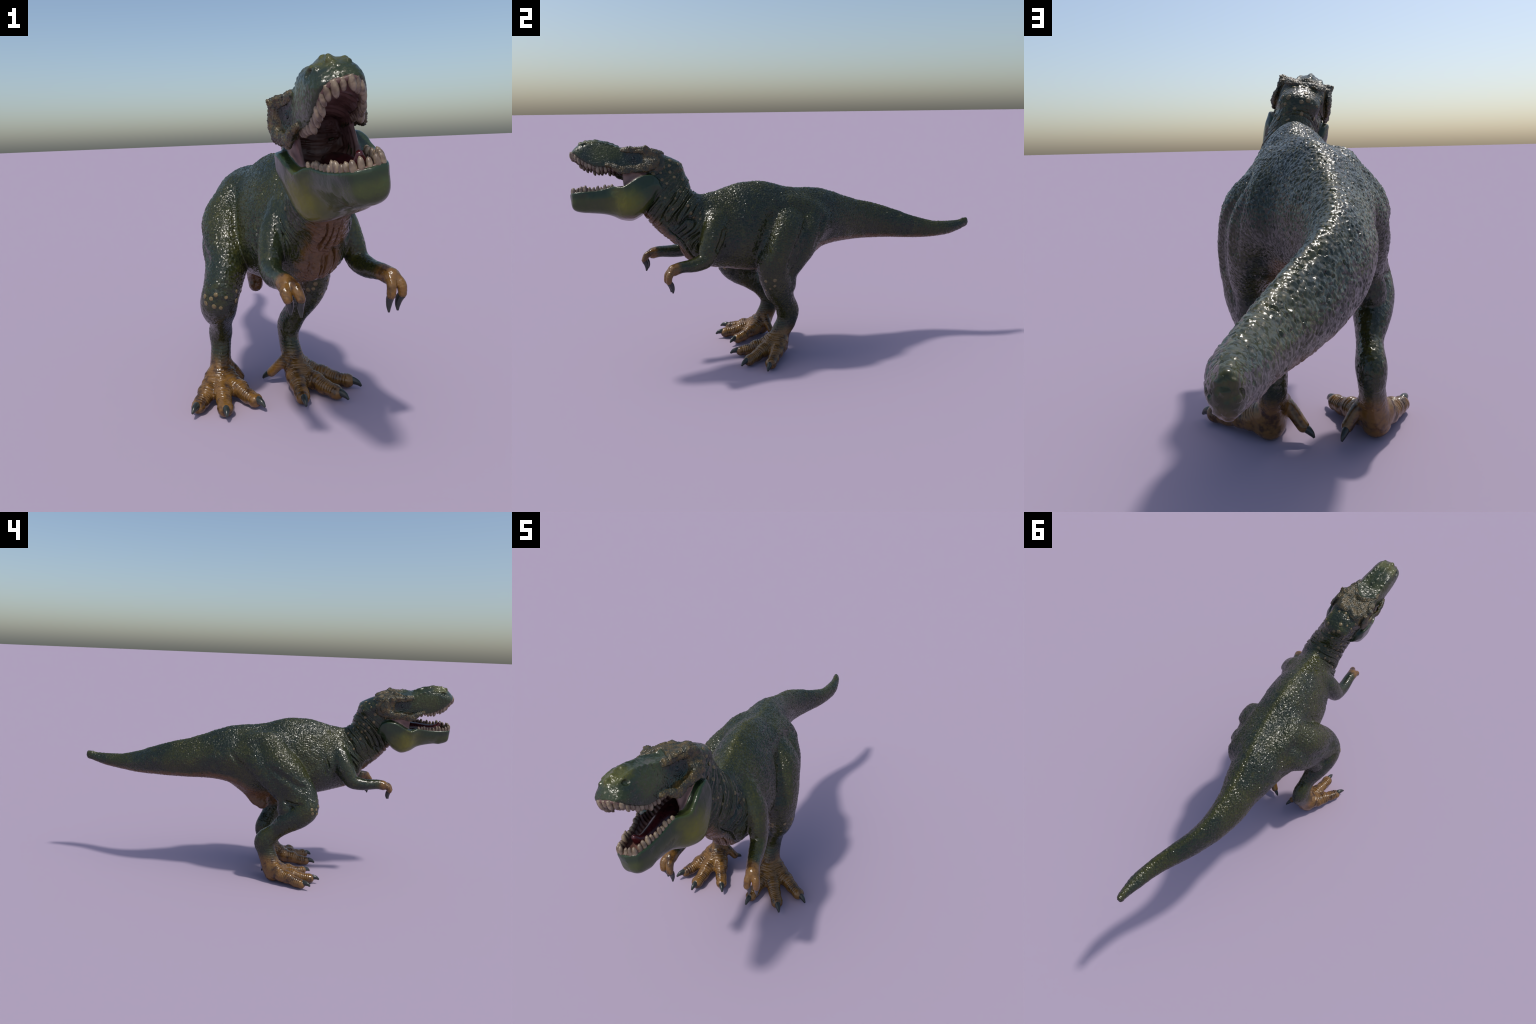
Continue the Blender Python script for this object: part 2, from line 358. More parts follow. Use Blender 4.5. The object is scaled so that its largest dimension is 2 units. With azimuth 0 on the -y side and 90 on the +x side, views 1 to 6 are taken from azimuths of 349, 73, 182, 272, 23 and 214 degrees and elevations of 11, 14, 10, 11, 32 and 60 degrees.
# one Catmull-Clark level for the relief
def catmull_clark(V, Q):
    n = len(V); A = Q.ravel().astype(np.int64); B = np.roll(Q, -1, 1).ravel().astype(np.int64)
    key, inv = np.unique(np.minimum(A, B)*n + np.maximum(A, B), return_inverse=True)
    e0, e1 = key // n, key % n; ne = len(key)
    fp = V[Q].mean(1); f4 = np.repeat(np.arange(len(Q)), 4)
    acc = lambda idx, val, m: np.stack([np.bincount(idx, val[:, c], m) for c in range(3)], 1)
    ep = (V[e0] + V[e1] + acc(inv, fp[f4], ne)) / (2 + np.bincount(inv, minlength=ne))[:, None]
    val = np.maximum(np.bincount(A, minlength=n), 1)[:, None]; mid = (V[e0] + V[e1])/2
    ev = np.maximum(np.bincount(e0, minlength=n) + np.bincount(e1, minlength=n), 1)[:, None]
    Rm = (acc(e0, mid, n) + acc(e1, mid, n)) / ev; Fm = acc(A, fp[f4], n) / val
    vp = (Fm + 2*Rm + (val - 3)*V) / val
    E = inv.reshape(-1, 4) + n; Fi = np.arange(len(Q))[:, None] + n + ne
    q = np.stack([np.stack([Q[:, i], E[:, i], Fi[:, 0], E[:, i-1]], 1) for i in range(4)], 1).reshape(-1, 4)
    return np.vstack([vp, ep, fp]).astype(F), q.astype(np.int32)
V, Q = catmull_clark(V, Q)
print('subdivided', len(V), time.time() - T0)

def normals(V, Q):
    n = np.cross(V[Q[:, 2]] - V[Q[:, 0]], V[Q[:, 3]] - V[Q[:, 1]])
    N = np.stack([sum(np.bincount(Q[:, c], n[:, k], len(V)) for c in range(4)) for k in range(3)], 1)
    return (N / (np.linalg.norm(N, axis=1, keepdims=True) + 1e-12)).astype(F)
N = normals(V, Q)

# ------------------------------------------------------------------ labels per face and per vertex
def label_points(P):
    """nearest part of every point"""
    best = np.full(len(P), 1e9, F); lab = np.zeros(len(P), np.int16); names = []
    for lname, f, k in PARTS + MEMBRANE:
        if lname not in names: names.append(lname)
        m = ((P > f.lo - .03) & (P < f.hi + .03)).all(1)
        if not m.any(): continue
        ii = np.where(m)[0]; d = evalpart(f, P[ii])
        if lname in ('cheek', 'crest'): d = d - .002
        b = d < best[ii]; best[ii[b]] = d[b]; lab[ii[b]] = names.index(lname)
    return lab, names
vlab, NAMES = label_points(V)
print('labels', time.time() - T0)
LI = {n: i for i, n in enumerate(NAMES)}
is_ = lambda *n: np.isin(vlab, [LI[k] for k in n])

# ------------------------------------------------------------------ relief: scales, folds, wrinkles, scutes
def hash3(c, salt):
    n = (c[:, 0]*374761393 + c[:, 1]*668265263 + c[:, 2]*2147483647 + salt*974634557).astype(np.int64)
    n = (n ^ (n >> 13))*1274126177 & 0x7fffffff
    return ((n ^ (n >> 16)) & 0xffff).astype(F) / 65535
def worley(P, size):
    """distance to the first and second cell points, in cells"""
    p = P / np.asarray(size, F); c = np.floor(p).astype(np.int64)
    f1 = np.full(len(P), 9, F); f2 = f1.copy(); tilt = np.zeros(len(P), F)
    for i in (-1, 0, 1):
        for j in (-1, 0, 1):
            for k in (-1, 0, 1):
                q = c + (i, j, k)
                o = [q[:, a] + .18 + .64*hash3(q, a + 1) - p[:, a] for a in range(3)]
                d = np.sqrt(o[0]**2 + o[1]**2 + o[2]**2).astype(F); m = d < f1
                if m.any(): tilt[m] = sum(o[a][m]*(hash3(q[m], a + 11) - .5) for a in range(3))
                f2 = np.minimum(f2, np.maximum(f1, d)); f1 = np.minimum(f1, d)
    return f1, f2, tilt
def vnoise(P, size):
    p = P / F(size); c = np.floor(p).astype(np.int64); t = p - c; t = t*t*(3-2*t)
    out = np.zeros(len(P), F)
    for i in (0, 1):
        for j in (0, 1):
            for k in (0, 1):
                w = (t[:, 0] if i else 1-t[:, 0])*(t[:, 1] if j else 1-t[:, 1])*(t[:, 2] if k else 1-t[:, 2])
                out += w*hash3(c + (i, j, k), 5)
    return out*2 - 1

FURROWS = [
 (-1, [(-.031, .627), (-.088, .586), (-.145, .553), (-.197, .523), (-.245, .501)], .028, .008),
 (-1, [(.175, .694), (.138, .640), (.097, .605), (.022, .524), (-.045, .465)], .022, .006),
 (-1, [(-.118, .444), (-.170, .432), (-.230, .433)], .014, .007),
 (1, [(.060, .682), (.018, .624), (-.017, .566), (-.046, .500), (-.067, .446)], .026, .010),
 (1, [(.153, .702), (.132, .641), (.110, .580), (.081, .526)], .024, .009),
 (-1, [(-.116, .737), (-.179, .668), (-.233, .618), (-.285, .575)], .045, .005), (1, [(-.105, .735), (-.138, .660), (-.168, .594), (-.195, .500)], .050, .013),
 (1, [(-.355, .672), (-.376, .615), (-.404, .560)], .016, .008), (-1, [(-.345, .672), (-.366, .615), (-.394, .560)], .016, .008),
 (1, [(-.34, .655), (-.352, .61), (-.362, .56)], .010, .004), (-1, [(-.325, .655), (-.338, .61), (-.350, .56)], .010, .004)]
def relief():
    disp = np.zeros(len(V), F)
    x, y, z = V.T
    s, t, h = loc(V)
    # pebbled scales on trunk, tail, thighs and neck
    skin = is_('torso', 'neck', 'hindlimb_right', 'hindlimb_left', 'forelimb_left', 'forelimb_right') & (z > .1)
    ii = np.where(skin)[0]
    f1, f2, tl = worley(V[ii], (.0095, .0105, .0085))
    amp = .0007 + .0007*sstep(.38, .50, z[ii])*(~is_('neck')[ii])
    amp = amp*(.75 + .45*sstep(.50, .72, z[ii])) * np.where(is_('forelimb_left', 'forelimb_right')[ii], .4, 1)
    disp[ii] += amp*(.85*(np.clip(1 - (f1/.75)**2, -.2, 1) - .4)*np.clip((f2 - f1)*5, .3, 1) + 3.6*tl*np.clip((f2 - f1)*7, 0, 1))
    # soft lumps everywhere
    disp += .0012*vnoise(V, .045)
    # loose skin folds on neck and chest
    ii = np.where(is_('neck') | (is_('torso') & (y < -.40)))[0]
    P = V[ii]
    zz = P[:, 2] - .55
    q = P[:, 1] - (-.3*zz + 2.4*zz*zz) + np.sqrt((P[:, 0] - .055)**2 + .03**2)*1.0*sstep(.70, .58, P[:, 2]) + .012*vnoise(P, .08)
    A = np.stack([q/.029, P[:, 2]/.11, P[:, 0]/.13], 1).astype(F)
    B = np.stack([q/.011, P[:, 2]/.055 + 9, P[:, 0]/.07], 1).astype(F)
    g1 = np.clip(1 - np.abs(vnoise(A, 1.))/.30, 0, 1)**1.5; g2 = np.clip(1 - np.abs(vnoise(B, 1.))/.30, 0, 1)**1.5
    sw = np.abs(np.sin(q*np.pi/.030)); g3 = np.clip(1 - sw/.45, 0, 1)**1.4
    # the chest hangs in long furrows that run down it
    ca = np.abs(P[:, 0] - .055); cv = sstep(.71, .63, P[:, 2])*sstep(.10, .07, ca)
    A = np.stack([(P[:, 0] + .010*vnoise(P + 5, .06))/.021 + .5, P[:, 2]/.13, P[:, 1]/.16], 1).astype(F)
    gc = np.clip(1 - np.abs(vnoise(A, 1.))/.34, 0, 1)**1.5
    g1 = g1*(1 - cv) + gc*cv; g3 = g3*(1 - cv)
    low = sstep(.97, .85, P[:, 2]) * sstep(-.41, -.47, P[:, 1]) * (.45 + .55*sstep(.86, .76, P[:, 2]))
    disp[ii] -= low*(.0115*np.maximum(g1, g3*np.clip(.35 + .8*vnoise(P + 3, .05), 0, 1)) + .0035*g2 - .0035)
    # muscle grooves drawn as soft furrows on one flank: (y, z) paths, width, depth
    for sign, path, wd, dp in FURROWS:
        A = np.array(path, float); A = catmull(np.c_[A, np.zeros(len(A))], 4)[:, :2]
        ii = np.where((sign*(x - .0) > .085) & (y > A[:, 0].min() - .06) & (y < A[:, 0].max() + .06) & (z > A[:, 1].min() - .06) & (z < A[:, 1].max() + .06) & skin)[0]
        best = np.full(len(ii), 9.); pos = np.zeros(len(ii))
        for k in range(len(A) - 1):
            d_ = A[k+1] - A[k]; q_ = np.c_[y[ii], z[ii]] - A[k]; t_ = np.clip((q_ @ d_)/(d_ @ d_), 0, 1)
            e_ = np.linalg.norm(q_ - t_[:, None]*d_, axis=1); m = e_ < best
            best[m] = e_[m]; pos[m] = ((k + t_)/(len(A) - 1))[m]
        disp[ii] -= dp*np.clip(1 - (best/wd)**2, 0, 1)**2*sstep(0, .18, pos)*sstep(1, .82, pos)
    return disp
V = V + N*relief()[:, None]
# toe and foot scutes: transverse plates along each toe
N = normals(V, Q)
disp = np.zeros(len(V), F)
for tb in toesR + toesL:
    ii = np.where(((V > tb.lo - .01) & (V < tb.hi + .01)).all(1) & is_('hindlimb_left', 'hindlimb_right'))[0]
    d, arc, ang = tb(V[ii], True)
    w = np.abs(np.sin(arc*np.pi/.0105)); w = 1 - (1-w)**2
    disp[ii] = np.where(np.abs(d) < .012, .0030*(w - .5)*sstep(-.2, .5, N[ii, 2]) + .0013*np.cos(arc*2*np.pi/.048 + 1), disp[ii])
ii = np.where(is_('hindlimb_left', 'hindlimb_right') & (V[:, 2] > .055) & (V[:, 2] < .2) & (N[:, 1] < .2))[0]
w = np.abs(np.sin(V[ii, 2]*np.pi/.011)); w = 1 - (1-w)**2
disp[ii] += .0018*(w - .5)*sstep(.06, .08, V[ii, 2])*sstep(.2, .15, V[ii, 2])*sstep(.2, -.3, N[ii, 1])
V = V + N*disp[:, None]
V[:, 2] = np.maximum(V[:, 2], 0)

# head relief: eye socket rings, pebbled jugal, rugose snout
N = normals(V, Q)
s, t, h = loc(V)
disp = np.zeros(len(V), F)
hd = is_('head', 'cheek', 'crest')
EYE = (.036, .073, .010)
inm = np.where((V[:, 1] < -.6) & (V[:, 2] > .68))[0]; cv_ = np.abs(cavity(V[inm])) < .004
disp[inm] += np.where(cv_ & (s[inm] < .22), .0016*np.sin(s[inm]*2*np.pi/.016 + 3*np.abs(t[inm])*40) + .002*vnoise(V[inm], .02), 0)
e = np.sqrt((s - EYE[0])**2 + (h - EYE[2])**2*1.25)
out = (np.abs(t) > .04)
ring = np.abs(np.sin((e + .004*vnoise(V, .022))*np.pi/.0085))
disp += np.where(hd & out & is_('head'), sstep(.042, .030, e)*(-.002 + .0022*(ring - .5)*(.6 + .9*vnoise(V, .014))), 0)
nost = np.sqrt(((s - .238)/1.4)**2 + (h - .079)**2)
disp += np.where(is_('head') & (np.abs(t) > .012), -.007*sstep(.010, .004, nost), 0)
vee = s - (.004 + .85*np.abs(t))
crown = is_('head', 'crest') & (s < .09) & (h > .030) & (N @ HU.astype(F) > .35)
disp += np.where(crown, .0035*sstep(.000, -.006, vee) - .0035*sstep(.006, .0, np.abs(vee)), 0)
ii = np.where(is_('cheek', 'crest') | (crown & (vee < 0)))[0]
f1, f2, tl = worley(V[ii], .0075); disp[ii] += .0045*vnoise(V[ii], .021) + .0026*(np.clip((f2 - f1)*1.5, 0, 1) - .4) + .004*tl*np.clip((f2 - f1)*6, 0, 1)
ii = np.where(is_('head'))[0]
f1, f2, tl = worley(V[ii], .011); disp[ii] += .0008*(np.clip((f2-f1)*1.5, 0, 1) - .5)
V = V + N*disp[:, None]
N = normals(V, Q)
print('relief', time.time() - T0)

# ------------------------------------------------------------------ node helpers
def new_mat(name, rough=.35, spec=.5):
    m = bpy.data.materials.new(name); m.use_nodes = True
    b = m.node_tree.nodes['Principled BSDF']; b.inputs['Roughness'].default_value = rough; b.inputs['Specular IOR Level'].default_value = spec
    return m, m.node_tree, b
class G:
    """tiny expression builder for shader nodes"""
    def __init__(s, nt):
        s.nt = nt; s.tc = nt.nodes.new('ShaderNodeTexCoord'); s.sep = nt.nodes.new('ShaderNodeSeparateXYZ')
        nt.links.new(s.tc.outputs['Object'], s.sep.inputs[0]); s.P = s.tc.outputs['Object']
        s.x, s.y, s.z = s.sep.outputs
    def put(s, sock, v):
        if isinstance(v, bpy.types.NodeSocket): s.nt.links.new(v, sock)
        else: sock.default_value = v
    def m(s, op, a, b=0., c=0., clamp=False):
        n = s.nt.nodes.new('ShaderNodeMath'); n.operation = op; n.use_clamp = clamp
        for i, v in enumerate((a, b, c)): s.put(n.inputs[i], v)
        return n.outputs[0]
    def step(s, a, b, v):
        n = s.nt.nodes.new('ShaderNodeMapRange'); n.interpolation_type = 'SMOOTHSTEP'
        if b < a: a, b, lo, hi = b, a, 1., 0.
        else: lo, hi = 0., 1.
        s.put(n.inputs['Value'], v); n.inputs['From Min'].default_value = a; n.inputs['From Max'].default_value = b
        n.inputs['To Min'].default_value = lo; n.inputs['To Max'].default_value = hi
        return n.outputs[0]
    def lin(s, a, b, c, d):   # plane a x + b y + c z + d
        return s.m('ADD', s.m('ADD', s.m('MULTIPLY', s.x, a), s.m('MULTIPLY', s.y, b)), s.m('ADD', s.m('MULTIPLY', s.z, c), d))
    def mul(s, *v):
        o = v[0]
        for w in v[1:]: o = s.m('MULTIPLY', o, w)
        return o
    def noise(s, scale, detail=3., rough=.5):
        n = s.nt.nodes.new('ShaderNodeTexNoise'); s.nt.links.new(s.P, n.inputs['Vector'])
        n.inputs['Scale'].default_value = scale; n.inputs['Detail'].default_value = detail; n.inputs['Roughness'].default_value = rough
        return n.outputs['Fac']
    def voro(s, scale, feature='F1'):
        n = s.nt.nodes.new('ShaderNodeTexVoronoi'); n.feature = feature; s.nt.links.new(s.P, n.inputs['Vector']); n.inputs['Scale'].default_value = scale
        return n.outputs['Distance']
    def facets(s, scale):
        """height of small scales, each a plane tilted its own way"""
        vt = s.nt.nodes.new('ShaderNodeTexVoronoi'); vt.inputs['Scale'].default_value = scale; s.nt.links.new(s.P, vt.inputs['Vector'])
        def vec(op, a, b_):
            n = s.nt.nodes.new('ShaderNodeVectorMath'); n.operation = op
            for k_, v_ in enumerate((a, b_)): s.put(n.inputs[k_], v_)
            return n.outputs['Value'] if op == 'DOT_PRODUCT' else n.outputs[0]
        return vec('DOT_PRODUCT', vec('SUBTRACT', s.P, vt.outputs['Position']), vec('SUBTRACT', vt.outputs['Color'], (.5, .5, .5)))
    def mix(s, f, a, b):
        n = s.nt.nodes.new('ShaderNodeMix'); n.data_type = 'RGBA'; s.put(n.inputs[0], f)
        for sock, v in ((n.inputs[6], a), (n.inputs[7], b)):
            s.put(sock, v if isinstance(v, bpy.types.NodeSocket) else (*v, 1))
        return n.outputs[2]
    def fcurve(s, v, xs, ys, x0, x1):
        n = s.nt.nodes.new('ShaderNodeFloatCurve'); c = n.mapping.curves[0]
        pts_ = [((a - x0)/(x1 - x0), b) for a, b in zip(xs, ys)]
        while len(c.points) < len(pts_): c.points.new(.5, .5)
        for p, q in zip(c.points, pts_): p.location = q
        n.mapping.update()
        mr = s.nt.nodes.new('ShaderNodeMapRange'); s.put(mr.inputs['Value'], v); mr.inputs['From Min'].default_value = x0; mr.inputs['From Max'].default_value = x1
        s.nt.links.new(mr.outputs[0], n.inputs['Value']); return n.outputs[0]
    def bump(s, b, height, strength=.3, dist=.002):
        n = s.nt.nodes.new('ShaderNodeBump'); n.inputs['Strength'].default_value = strength; n.inputs['Distance'].default_value = dist
        s.put(n.inputs['Height'], height); s.nt.links.new(n.outputs[0], b.inputs['Normal'])

GREEN, TEAL, OLIVE = (.032, .035, .007), (.016, .024, .011), (.068, .066, .008)
ORANGE, RUST = (.175, .086, .020), (.050, .023, .008)
def skin_material():
    m, nt, b = new_mat('scaly_green_skin', .22, .5); g = G(nt)
    n1, n2, n3 = g.noise(7.), g.noise(28., 4.), g.noise(90., 2.)
    col = g.mix(g.step(.42, .60, n1), GREEN, TEAL)
    col = g.mix(g.m('MULTIPLY', g.step(.48, .72, n2), .45), col, OLIVE)
    # yellow-olive line along the spine
    xr = g.fcurve(g.y, TR[3:-1:2, 0], TR[3:-1:2, 2] + .5, -.45, 1.0)
    off = g.m('ABSOLUTE', g.m('SUBTRACT', g.m('ADD', g.x, .5), xr))
    top = g.fcurve(g.y, TR[3:-1:2, 0], TR[3:-1:2, 5], -.45, 1.0)
    under = g.m('SUBTRACT', top, g.z)
    col = g.mix(g.mul(g.step(.018, .003, off), g.step(.04, .01, under), .5), col, OLIVE)
    # orange underside of tail, belly and groin
    zb = g.fcurve(g.y, [-.5, -.4, -.2, -.1, 0, .1, .2, .35, .5, .7, .9, 1.0], [.50, .475, .445, .45, .50, .53, .545, .545, .54, .53, .545, .57], -.5, 1.0)
    wob = g.m('MULTIPLY', g.m('SUBTRACT', n2, .5), .05)
    bel = g.step(.012, -.012, g.m('ADD', g.m('SUBTRACT', g.z, zb), wob))
    xc = g.fcurve(g.y, TR[1:-1:2, 0], TR[1:-1:2, 1] + .5, -.52, 1.0)
    bw = g.step(.115, .075, g.m('ABSOLUTE', g.m('SUBTRACT', g.m('ADD', g.x, .5), xc)))
    bel = g.mul(bel, bw, g.step(.33, .36, g.z), g.step(-.49, -.45, g.y))
    # throat and chest
    q = g.m('ADD', g.lin(0, -.75, -.66, 0), wob)
    q = g.m('SUBTRACT', q, g.m('MULTIPLY', g.m('ABSOLUTE', g.m('SUBTRACT', g.x, .055)), .25))
    thr = g.mul(g.step(-.012, .018, q), g.step(.76, .72, g.z), g.step(.44, .47, g.z))
    thr = g.mul(thr, g.step(.105, .085, g.m('ABSOLUTE', g.m('SUBTRACT', g.x, .055))))
    # feet and hands
    foot = g.step(.165, .105, g.m('ADD', g.z, g.m('MULTIPLY', wob, .6)))
    hl = g.mul(g.step(.14, .16, g.x), g.step(-.555, -.59, g.y)); hr = g.mul(g.step(0, -.02, g.x), g.step(-.615, -.645, g.y))
    hand = g.mul(g.m('MAXIMUM', hl, hr), g.step(.58, .56, g.z))
    warm = g.m('MAXIMUM', g.m('MAXIMUM', bel, thr), g.m('MAXIMUM', foot, hand))
    wcol = g.mix(g.step(.30, .58, g.m('MULTIPLY_ADD', g.m('SUBTRACT', n3, .5), .35, n2)), RUST, ORANGE)
    wcol = g.mix(g.m('MULTIPLY', g.m('MAXIMUM', thr, bel), .8), wcol, (.115, .055, .018))
    col = g.mix(warm, col, wcol)
    sc = g.voro(115.)
    facet = g.facets(150.)
    col = g.mix(g.mul(g.step(.25, .75, sc), g.m('SUBTRACT', 1., g.m('MULTIPLY', warm, .75)), .4), col, (.006, .010, .008))  # crevice shade painted near-black between the scales
    nt.links.new(col, b.inputs['Base Color'])
    hgt = g.m('ADD', g.mul(facet, g.step(.14, .2, g.z), g.m('MULTIPLY_ADD', g.step(-.50, -.38, g.y), .36, .20)), g.m('MULTIPLY', g.m('ADD', g.m('MULTIPLY', sc, -1.), g.m('MULTIPLY', n3, .3)), .0005))
    g.bump(b, hgt, 1., .7)
    return m
def head_frame(g):
    o = [-float(HO @ v) for v in (HF, HL, HU)]
    return [g.lin(*[float(c) for c in v], d) for v, d in zip((HF, HL, HU), o)]
def head_material():
    m, nt, b = new_mat('green_snout_skin', .28, .5); g = G(nt); s, t, h = head_frame(g)
    n1, n2 = g.noise(12.), g.noise(45., 4.)
    col = g.mix(g.step(.40, .62, n1), (.024, .034, .010), (.014, .024, .016))
    side = g.mul(g.step(.07, .12, s), g.step(.24, .19, s), g.step(-.02, .02, h), g.step(.09, .06, h))
    col = g.mix(g.mul(g.m('MULTIPLY_ADD', n2, .5, .5), side), col, (.050, .058, .014))
    nose = g.mul(g.step(.16, .22, s), g.step(.075, .095, h))
    col = g.mix(g.m('MULTIPLY', nose, .8), col, (.085, .085, .016))
    ex = g.m('MULTIPLY', g.m('SUBTRACT', s, EYE[0]), .8); ez = g.m('MULTIPLY', g.m('SUBTRACT', h, EYE[2]), 1.25)
    ed = g.m('SQRT', g.m('ADD', g.m('MULTIPLY', ex, ex), g.m('MULTIPLY', ez, ez)))
    col = g.mix(g.m('MULTIPLY', g.step(.048, .028, ed), .75), col, (.010, .018, .016))
    nt.links.new(col, b.inputs['Base Color']); g.bump(b, g.m('ADD', g.m('MULTIPLY', n2, .0016), g.m('MULTIPLY', g.facets(170.), .55)), 1., .7); return m
def jaw_material():
    m, nt, b = new_mat('yellow_green_jaw_skin', .26, .5); g = G(nt); s, t, h = head_frame(g)
    n2 = g.noise(26., 4.); n3 = g.noise(60., 3.)
    d = g.m('SQRT', g.m('ADD', g.m('POWER', g.m('MULTIPLY', g.m('ADD', s, -.075), .85), 2.), g.m('POWER', g.m('ADD', h, .19), 2.)))
    d = g.m('ADD', d, g.m('MULTIPLY', g.m('SUBTRACT', n2, .5), .05))
    col = g.mix(g.step(.105, .0, d), (.018, .034, .013), (.125, .12, .007))
    low = g.mul(g.step(.10, .16, s), g.step(-.14, -.165, h))
    col = g.mix(g.m('MULTIPLY', low, .6), col, (.055, .066, .012))
    und = g.step(-.232, -.252, h)
    nt.links.new(g.mix(und, col, (.10, .06, .035)), b.inputs['Base Color']); g.bump(b, n3, .45, .004); return m
def plain(name, c0, c1, scale, rough, bs=.3, spec=.5):
    m, nt, b = new_mat(name, rough, spec); g = G(nt); n = g.noise(scale, 4.)
    nt.links.new(g.mix(g.step(.35, .65, n), c0, c1), b.inputs['Base Color']); g.bump(b, n, bs, .002); return m
MAT = {
 'skin': skin_material(), 'head': head_material(), 'jaw': jaw_material(),
 'scute': plain('rough_brown_facial_scutes', (.090, .062, .020), (.028, .030, .017), 60., .38, .6),
 'mouth': plain('dark_pink_mouth_lining', (.085, .038, .030), (.16, .085, .070), 25., .45),
 'membrane': plain('pink_cheek_membrane', (.17, .10, .09), (.11, .06, .055), 40., .5),
 'tooth': plain('ivory_tooth_enamel', (.25, .19, .125), (.11, .075, .05), 60., .35, .1),
 'gum': plain('dark_pink_gum', (.075, .036, .028), (.12, .062, .048), 60., .4),
 'tongue': plain('dark_red_tongue', (.050, .007, .008), (.026, .004, .006), 40., .25),
 'claw': plain('black_green_claw_horn', (.016, .020, .018), (.030, .034, .028), 50., .28, .15),
 'eye': plain('glossy_dark_eye', (.020, .030, .028), (.010, .014, .014), 90., .12, .05),
 'spot': plain('cream_skin_spot', (.18, .132, .056), (.105, .076, .03), 80., .4, .2),
}
print('materials', time.time() - T0)

# ------------------------------------------------------------------ objects
root = bpy.data.objects.new('roaring_dinosaur', None); root.empty_display_size = .2
bpy.context.scene.collection.objects.link(root)
root['label'] = 'glossy dark green roaring predatory dinosaur with orange feet'; root['category'] = 'dinosaur'
def link(name, me, parent, mat=None):
    o = bpy.data.objects.new(name, me); bpy.context.scene.collection.objects.link(o); o.parent = parent
    if mat and not me.materials: me.materials.append(MAT[mat])
    return o
# split the body surface
C = V[Q].mean(1); flab = np.zeros(len(Q), np.int16)
fl, nm = label_points(C); 
reg = np.array([NAMES[i] if False else nm[i] for i in range(len(nm))])[fl].astype('<U24')
s, t, h = loc(C)
inside = (np.abs(cavity(C.astype(F))) < .0035) & np.isin(reg, ['head', 'lower_jaw', 'neck', 'cheek', 'torso']) & (s > -.03) & ~((np.abs(t) > .064) & (h > -.045))
reg[(reg == 'membrane') & (h > -.042)] = 'cheek'
reg[inside] = 'mouth_lining'
e = np.sqrt((s - EYE[0])**2 + (h - EYE[2])**2*1.25)
nu = ((N[Q].mean(1)) @ HU.astype(F))
reg[np.isin(reg, ['head', 'crest']) & (s < .004 + .85*np.abs(t)) & (s < .09) & (h > .030) & (nu > .3)] = 'crest'
reg[(reg == 'head') & (np.abs(t) > .045) & (e > .040) & (((s < .02) & (h < .055)) | ((h < -.018) & (s < .11) & (s < .10 - 1.2*(h + .03))))] = 'cheek'
reg[(reg == 'torso') & (C[:, 1] > .22)] = 'tail'
for sd in ('left', 'right'):
    k = reg == 'hindlimb_' + sd; reg[k & (C[:, 2] < .135)] = 'foot_' + sd
reg[(reg == 'forelimb_left') & (C[:, 1] < -.575)] = 'hand_left'; reg[(reg == 'forelimb_right') & (C[:, 1] < -.632)] = 'hand_right'
def region_mesh(name, mask):
    q = Q[mask]; ids, inv = np.unique(q, return_inverse=True)
    me = make_mesh(name, V[ids], inv.reshape(-1, 4)); me.polygons.foreach_set('use_smooth', np.ones(len(q), bool))
    me.normals_split_custom_set_from_vertices(N[ids]); return me
OBJ = {}
PLAN = [('head', 'head', None, 'head'), ('neck', 'neck', None, 'skin'), ('torso', 'torso', None, 'skin'), ('tail', 'tail', None, 'skin'),
        ('hindlimb_left', 'hindlimb', None, 'skin'), ('hindlimb_right', 'hindlimb', None, 'skin'), ('forelimb_left', 'forelimb', None, 'skin'), ('forelimb_right', 'forelimb', None, 'skin'),
        ('lower_jaw', 'lower_jaw', None, 'jaw'), ('cheek', 'cheek_scute', 'head', 'scute'), ('crest', 'brow_crest', 'head', 'scute'),
        ('mouth_lining', 'mouth_lining', 'head', 'mouth'), ('membrane', 'cheek_membrane', 'head', 'membrane'),
        ('foot_left', 'foot', 'hindlimb_left', 'skin'), ('foot_right', 'foot', 'hindlimb_right', 'skin'), ('hand_left', 'hand', 'forelimb_left', 'skin'), ('hand_right', 'hand', 'forelimb_right', 'skin')]
for key, name, par, mat in PLAN:
    k = reg == key
    if k.any(): OBJ[key] = link(name, region_mesh(name, k), OBJ[par] if par else root, mat)
print('split', time.time() - T0)

# ------------------------------------------------------------------ horn cones: claws and teeth
def cone(name, path, radii, flat=1., side=(1, 0, 0), seg=12):
    """rounded tapering horn along a path"""
    C_ = catmull(path, 5); R = np.interp(np.linspace(0, 1, len(C_)), np.linspace(0, 1, len(radii)), radii)
    vs, fs = [], []
    side = np.asarray(side, float)
    for i, c in enumerate(C_):
        T = C_[min(i+1, len(C_)-1)] - C_[max(i-1, 0)]; T /= np.linalg.norm(T)
        S = side - T*(side @ T); S /= np.linalg.norm(S); U = np.cross(T, S)
        for a in np.arange(seg)*2*np.pi/seg: vs.append(c + R[i]*(np.cos(a)*S*flat + np.sin(a)*U))
    n = len(C_)
    for i in range(n-1):
        for j in range(seg): fs.append((i*seg+j, i*seg+(j+1) % seg, (i+1)*seg+(j+1) % seg, (i+1)*seg+j))
    me = bpy.data.meshes.new(name); me.from_pydata([tuple(v) for v in vs], [], fs + [tuple(range((n-1)*seg, n*seg)), tuple(range(seg))[::-1]])
    me.polygons.foreach_set('use_smooth', np.ones(len(me.polygons), bool)); return me
